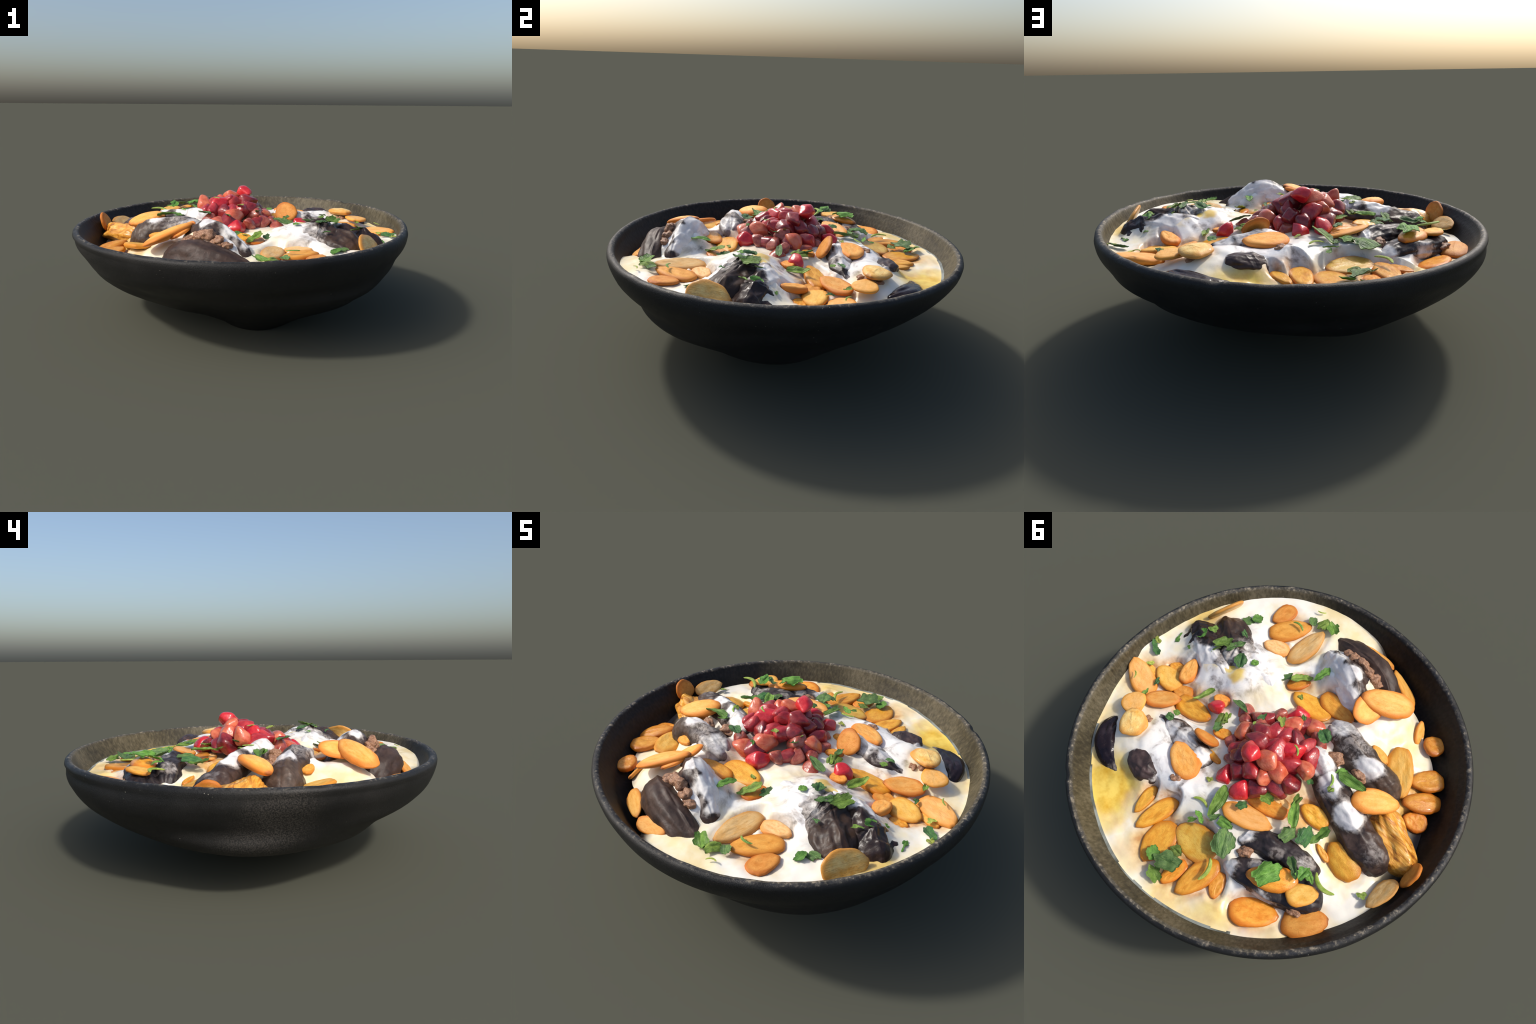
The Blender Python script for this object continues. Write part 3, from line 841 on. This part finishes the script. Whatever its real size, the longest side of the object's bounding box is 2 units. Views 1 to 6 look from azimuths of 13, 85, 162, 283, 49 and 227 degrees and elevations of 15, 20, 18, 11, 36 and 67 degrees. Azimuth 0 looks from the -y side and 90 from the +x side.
# ------------------------------------------------------------------ pomegranate
# surface positions of the seeds; R bright, r red, o coral, b brownish, d dark
SEEDS = [(-0.152, -0.105, .667, "r"), (-0.235, -0.015, .680, "o"), (-0.018, 0.130, .755, "R"), (-0.085, 0.091, .722, "o"), (-0.055, 0.021, .704, "r"),
         (-0.119, -0.026, .690, "R"), (0.036, 0.260, .592, "R"), (-0.076, 0.268, .605, "R"), (-0.008, -0.142, .645, "o"), (-0.080, -0.223, .605, "o"),
         (0.020, -0.218, .590, "R"), (0.134, 0.047, .612, "o"), (0.158, 0.104, .575, "b"), (0.081, 0.177, .590, "b"), (0.002, -0.050, .668, "r"),
         (0.087, -0.026, .632, "b"), (0.193, -0.019, .588, "b"), (0.149, -0.073, .598, "b"), (0.232, -0.059, .568, "b"), (0.085, -0.150, .605, "b"),
         (0.045, 0.010, .668, "d"), (0.050, 0.090, .665, "d"), (0.040, 0.150, .645, "d"), (-0.090, -0.100, .660, "d"), (-0.060, 0.170, .670, "r"),
         (-0.130, 0.200, .620, "d"), (-0.150, 0.090, .680, "o"), (-0.170, 0.020, .680, "r"), (-0.230, 0.070, .635, "d"), (-0.195, 0.130, .625, "d"),
         (0.010, 0.055, .700, "d"), (-0.037, -0.190, .620, "d"), (-0.215, -0.070, .640, "r"), (-0.090, 0.040, .705, "r"), (-0.005, 0.200, .625, "d"),
         (0.361, 0.033, .575, "R"), (0.110, -0.100, .60, "d"), (-0.160, -0.180, .600, "b"), (0.120, 0.000, .605, "d"), (0.090, 0.120, .615, "r"),
         (-0.120, 0.140, .660, "o"), (-0.040, -0.080, .665, "r")]


def seed_mesh(seed):
    """Rounded, faceted aril: soft intersection of a few planes, one end drawn out."""
    rnd = random.Random(seed)
    planes = []
    for i in range(11):
        zc = 1 - 2 * (i + 0.5) / 11
        a = i * 2.399 + rnd.uniform(-0.4, 0.4)
        q = math.sqrt(1 - zc * zc)
        planes.append((Vector((zc, q * math.cos(a), q * math.sin(a))), rnd.uniform(0.80, 1.02)))
    bm = bmesh.new()
    bmesh.ops.create_icosphere(bm, subdivisions=4, radius=1)
    for v in bm.verts:
        d = v.co.normalized()
        s = sum(max(0.0, d.dot(n) / h) ** 8 for n, h in planes)
        r = s ** (-1 / 8)
        p = d * r
        f = 1 - 0.22 * p.x
        v.co = Vector((p.x * 0.5, p.y * 0.5 * f, p.z * 0.5 * f))
    me = bpy.data.meshes.new("pomegranate_seed")
    bm.to_mesh(me)
    bm.free()
    me.polygons.foreach_set("use_smooth", [True] * len(me.polygons))
    return me


def build_seeds():
    mats = {
        "R": seed_material("pomegranate_bright", (0.50, 0.010, 0.022), (0.66, 0.035, 0.04)),
        "r": seed_material("pomegranate_red", (0.30, 0.012, 0.020), (0.52, 0.05, 0.05)),
        "o": seed_material("pomegranate_coral", (0.52, 0.075, 0.035), (0.68, 0.20, 0.10)),
        "b": seed_material("pomegranate_brown", (0.26, 0.035, 0.025), (0.48, 0.14, 0.09)),
        "d": seed_material("pomegranate_dark", (0.14, 0.008, 0.014), (0.32, 0.03, 0.03)),
    }
    base = [seed_mesh(s) for s in range(4)]
    shapes = {}
    for i, (x, y, z, c) in enumerate(SEEDS):
        key = (i % 4, c)
        if key not in shapes:
            me = base[i % 4].copy()
            me.materials.append(mats[c])
            shapes[key] = me
        o = bpy.data.objects.new("pomegranate_seed", shapes[key])
        s = random.uniform(0.9, 1.12)
        if 0.15 < math.hypot(x, y - 0.05) and x > 0.07:
            s *= 0.82
        rot = Matrix.Rotation(random.uniform(0, 6.28), 4, "Z") @ Matrix.Rotation(random.uniform(-0.7, 0.7), 4, "Y") @ Matrix.Rotation(random.uniform(0, 6.28), 4, "X")
        o.matrix_world = Matrix.Translation((x, y, z - 0.030)) @ rot @ Matrix.Diagonal((0.116 * s, 0.092 * s, 0.088 * s, 1))
        link(o)
    for me in base:
        bpy.data.meshes.remove(me)


# ------------------------------------------------------------------ herbs
HERBS = [
    (0.394, -0.710, 0.540, 0.059, "round"), (0.341, -0.740, 0.540, 0.079, "lobed"), (0.281, -0.753, 0.540, 0.084, "lobed"), (0.401, -0.785, 0.540, 0.049, "stem"),
    (0.421, -0.632, 0.555, 0.074, "stem"), (0.238, -0.347, 0.550, 0.069, "lobed"), (0.174, -0.394, 0.560, 0.099, "pointed"), (0.092, -0.485, 0.600, 0.094, "pointed"),
    (-0.080, -0.466, 0.570, 0.054, "round"), (0.097, -0.318, 0.550, 0.030, "flake"), (0.641, -0.459, 0.535, 0.079, "lobed"), (0.625, -0.504, 0.535, 0.064, "round"),
    (0.586, -0.434, 0.530, 0.030, "flake"), (0.562, -0.355, 0.605, 0.039, "flake"), (0.725, -0.198, 0.600, 0.064, "round"), (0.703, -0.258, 0.600, 0.049, "flake"),
    (0.738, -0.115, 0.550, 0.039, "flake"), (0.578, -0.218, 0.640, 0.094, "lobed"), (0.523, -0.252, 0.635, 0.084, "pointed"), (0.596, -0.172, 0.610, 0.064, "stem"),
    (0.436, -0.214, 0.630, 0.079, "round"), (0.382, -0.261, 0.615, 0.044, "round"), (0.848, -0.125, 0.515, 0.064, "pointed"), (0.882, 0.020, 0.520, 0.079, "pointed"),
    (0.916, -0.022, 0.520, 0.044, "flake"), (0.809, 0.207, 0.545, 0.049, "stem"), (0.691, 0.239, 0.540, 0.039, "flake"), (0.832, 0.098, 0.510, 0.039, "flake"),
    (0.711, 0.150, 0.525, 0.039, "flake"), (0.459, 0.023, 0.545, 0.118, "strip"), (0.264, -0.051, 0.585, 0.109, "strip"), (0.280, 0.066, 0.570, 0.079, "lobed"),
    (0.267, 0.036, 0.570, 0.049, "flake"), (0.470, 0.247, 0.575, 0.049, "round"), (0.465, 0.205, 0.575, 0.039, "round"), (0.257, 0.112, 0.575, 0.054, "lobed"),
    (-0.043, 0.371, 0.580, 0.158, "strip"), (-0.142, 0.423, 0.565, 0.074, "lobed"), (-0.080, 0.439, 0.555, 0.049, "flake"), (-0.029, 0.483, 0.550, 0.059, "pointed"),
    (0.021, 0.421, 0.560, 0.084, "stem"), (-0.010, 0.519, 0.540, 0.039, "flake"), (0.073, 0.328, 0.570, 0.035, "flake"), (-0.205, 0.491, 0.565, 0.133, "round"),
    (0.008, 0.752, 0.495, 0.074, "round"), (-0.074, 0.732, 0.505, 0.123, "lobed"), (-0.062, 0.668, 0.500, 0.064, "round"), (-0.070, 0.811, 0.485, 0.079, "lobed"),
    (-0.242, 0.623, 0.510, 0.113, "stem"), (-0.454, 0.446, 0.600, 0.128, "lobed"), (-0.514, 0.342, 0.595, 0.084, "pointed"), (-0.567, 0.331, 0.590, 0.074, "lobed"),
    (-0.600, 0.320, 0.580, 0.049, "flake"), (-0.659, 0.314, 0.550, 0.128, "stem"), (-0.811, 0.189, 0.475, 0.044, "flake"), (-0.451, 0.196, 0.575, 0.099, "lobed"),
    (-0.494, 0.141, 0.565, 0.089, "pointed"), (-0.344, 0.168, 0.605, 0.138, "strip"), (-0.388, 0.250, 0.580, 0.084, "lobed"), (-0.303, 0.109, 0.600, 0.054, "flake"),
    (-0.175, -0.206, 0.645, 0.079, "round"), (-0.418, -0.135, 0.620, 0.148, "strip"), (-0.359, -0.138, 0.600, 0.064, "round"), (-0.360, -0.072, 0.630, 0.064, "stem"),
    (-0.380, -0.045, 0.622, 0.049, "round"), (-0.288, 0.010, 0.640, 0.044, "flake"), (0.014, -0.102, 0.680, 0.049, "flake"), (-0.032, -0.205, 0.640, 0.035, "flake"),
    (0.112, -0.060, 0.640, 0.044, "flake"), (0.102, -0.004, 0.650, 0.035, "flake"), (-0.140, 0.312, 0.605, 0.054, "lobed"), (-0.199, 0.205, 0.605, 0.069, "lobed"),
    (-0.156, -0.040, 0.705, 0.059, "stem")]


def leaf_mesh(kind, seed):
    """Unit torn leaf, curled and crumpled, with a real (thin) thickness."""
    rnd = random.Random(seed)
    ph = rnd.random() * 40
    rings, cols = 8, 48
    curl = rnd.uniform(0.5, 1.1) * rnd.choice((1, 1, -0.6))
    top = []
    for i in range(rings):
        r = (i + 0.15) / (rings - 0.85)
        for j in range(cols):
            a = 2 * math.pi * j / cols
            ca, sa = math.cos(a), math.sin(a)
            if kind == "lobed":
                o = 0.45 + 0.055 * math.cos(5 * a + ph) + 0.022 * math.cos(13 * a) + 0.07 * noise.noise((ca * 3 + ph, sa * 3, 0))
                sx, sy = 1.15, 0.85
            elif kind == "pointed":
                o = 0.40 + 0.13 * math.cos(2 * a) + 0.06 * math.cos(3 * a + ph) + 0.03 * math.cos(9 * a + ph)
                sx, sy = 1.15, 0.75
            elif kind == "strip":
                o = 0.42 + 0.05 * math.cos(3 * a + ph) + 0.04 * noise.noise((ca * 3 + ph, sa * 3, 0))
                sx, sy = 1.2, 0.42
            elif kind == "flake":
                o = 0.45 + 0.10 * math.cos(3 * a + ph) + 0.06 * math.cos(5 * a)
                sx, sy = 1.15, 0.75
            else:
                o = 0.48 + 0.03 * math.cos(4 * a + ph) + 0.025 * math.cos(11 * a) + 0.05 * noise.noise((ca * 2 + ph, sa * 2, 0))
                sx, sy = 1.0, 0.85
            x, y = o * ca * sx * r, o * sa * sy * r
            z = -curl * (y * y * 1.1 + 0.35 * x * x) + 0.14 * noise.noise((x * 2.6 + ph, y * 2.6, 1)) + 0.025 * noise.noise((x * 9 + ph, y * 9, 1)) * r
            z -= 0.05 * math.exp(-(y / 0.05) ** 2)
            top.append((x, y, z))
    th = 0.035
    n = len(top)
    verts = top + [(x, y, z - th) for x, y, z in top]
    f = grid_faces(rings, cols)
    faces = list(f) + [tuple(v + n for v in reversed(q)) for q in f]
    e = (rings - 1) * cols
    faces += [(e + j, e + n + j, e + n + (j + 1) % cols, e + (j + 1) % cols) for j in range(cols)]
    faces.append(tuple(range(cols - 1, -1, -1)))
    faces.append(tuple(range(n, n + cols)))
    return mesh_from("herb_leaf", verts, faces)


def stem_mesh(seed):
    rnd = random.Random(seed)
    rows, cols = 20, 10
    bend = rnd.uniform(-0.25, 0.25)
    verts = []
    for i in range(rows):
        u = i / (rows - 1)
        r = 0.075 * (0.15 + math.sqrt(max(0, 1 - (2 * u - 1) ** 6)))
        for j in range(cols):
            a = 2 * math.pi * j / cols
            verts.append((u - 0.5, bend * (4 * (u - 0.5) ** 2) + r * math.cos(a), 0.06 * math.sin(u * 3.1) + r * 0.6 * math.sin(a)))
    f = grid_faces(rows, cols) + [tuple(range(cols)), tuple(range((rows - 1) * cols, rows * cols))]
    return mesh_from("herb_stem", verts, f)


def build_herbs():
    leafm = herb_material("parsley_leaf", (0.070, 0.165, 0.018), (0.215, 0.37, 0.062))
    cool = herb_material("parsley_dark", (0.038, 0.110, 0.030), (0.12, 0.25, 0.070))
    stalk = herb_material("parsley_stalk", (0.20, 0.34, 0.03), (0.46, 0.56, 0.12))
    pool = {}
    for kind in ("lobed", "pointed", "round", "strip", "flake"):
        for s in range(3):
            for mname, m in (("w", leafm), ("c", cool)):
                me = leaf_mesh(kind, s + 10)
                me.materials.append(stalk if kind == "flake" and s == 0 else m)
                pool[(kind, s, mname)] = me
    for s in range(3):
        me = stem_mesh(s)
        me.materials.append(stalk)
        pool[("stem", s, "w")] = pool[("stem", s, "c")] = me
    for i, (x, y, z, size, kind) in enumerate(HERBS):
        me = pool[(kind, i % 3, "c" if (i * 7) % 5 < 2 else "w")]
        o = bpy.data.objects.new("herb_stem" if kind == "stem" else "herb_leaf", me)
        tilt = 0.28 if kind != "stem" else 0.12
        rot = Matrix.Rotation(random.uniform(-tilt, tilt), 4, "X") @ Matrix.Rotation(random.uniform(-tilt, tilt), 4, "Y") @ Matrix.Rotation(random.uniform(0, 6.28), 4, "Z")
        s = size * 1.02
        o.matrix_world = Matrix.Translation((x, y, z)) @ rot @ Matrix.Diagonal((s, s, s * 0.8, 1))
        link(o)


# ------------------------------------------------------------------ walnut filling
WALNUTS = [(0.045, -0.665, 0.605, 0.050), (-0.012, -0.655, 0.630, 0.055), (-0.060, -0.642, 0.615, 0.060), (-0.105, -0.645, 0.600, 0.045), (-0.130, -0.640, 0.585, 0.045),
           (0.090, -0.675, 0.585, 0.040), (0.010, -0.620, 0.60, 0.05), (0.585, 0.365, 0.545, 0.045), (0.545, 0.335, 0.545, 0.045), (0.60, 0.41, 0.54, 0.04),
           (-0.275, -0.180, 0.590, 0.060), (-0.42, -0.20, 0.575, 0.055), (0.195, 0.435, 0.560, 0.05), (-0.64, 0.46, 0.485, 0.05), (-0.30, 0.44, 0.54, 0.05)]


def build_walnuts():
    mat = walnut_material()
    shapes = []
    for s in range(3):
        bm = bmesh.new()
        bmesh.ops.create_icosphere(bm, subdivisions=4, radius=0.5)
        for v in bm.verts:
            d = v.co.normalized()
            v.co *= 1 + 0.45 * noise.noise((d.x * 1.6 + s * 9, d.y * 1.6, d.z * 1.6)) + 0.06 * noise.noise((d.x * 4, d.y * 4 + s * 5, d.z * 4))
        me = bpy.data.meshes.new("walnut_piece")
        bm.to_mesh(me)
        bm.free()
        me.polygons.foreach_set("use_smooth", [True] * len(me.polygons))
        me.materials.append(mat)
        shapes.append(me)
    for i, (x, y, z, s) in enumerate(WALNUTS):
        o = bpy.data.objects.new("walnut_piece", shapes[i % 3])
        rot = Matrix.Rotation(random.uniform(0, 6.28), 4, "Z") @ Matrix.Rotation(random.uniform(0, 6.28), 4, "X")
        o.matrix_world = Matrix.Translation((x, y, z - 0.015)) @ rot @ Matrix.Diagonal((s * 1.5, s * 1.15, s, 1))
        link(o)


build_bowl()
for _k, _d in ROLLS.items():
    build_roll(_k, _d)
build_stem()
build_sauce()
build_almonds()
build_seeds()
build_herbs()
build_walnuts()
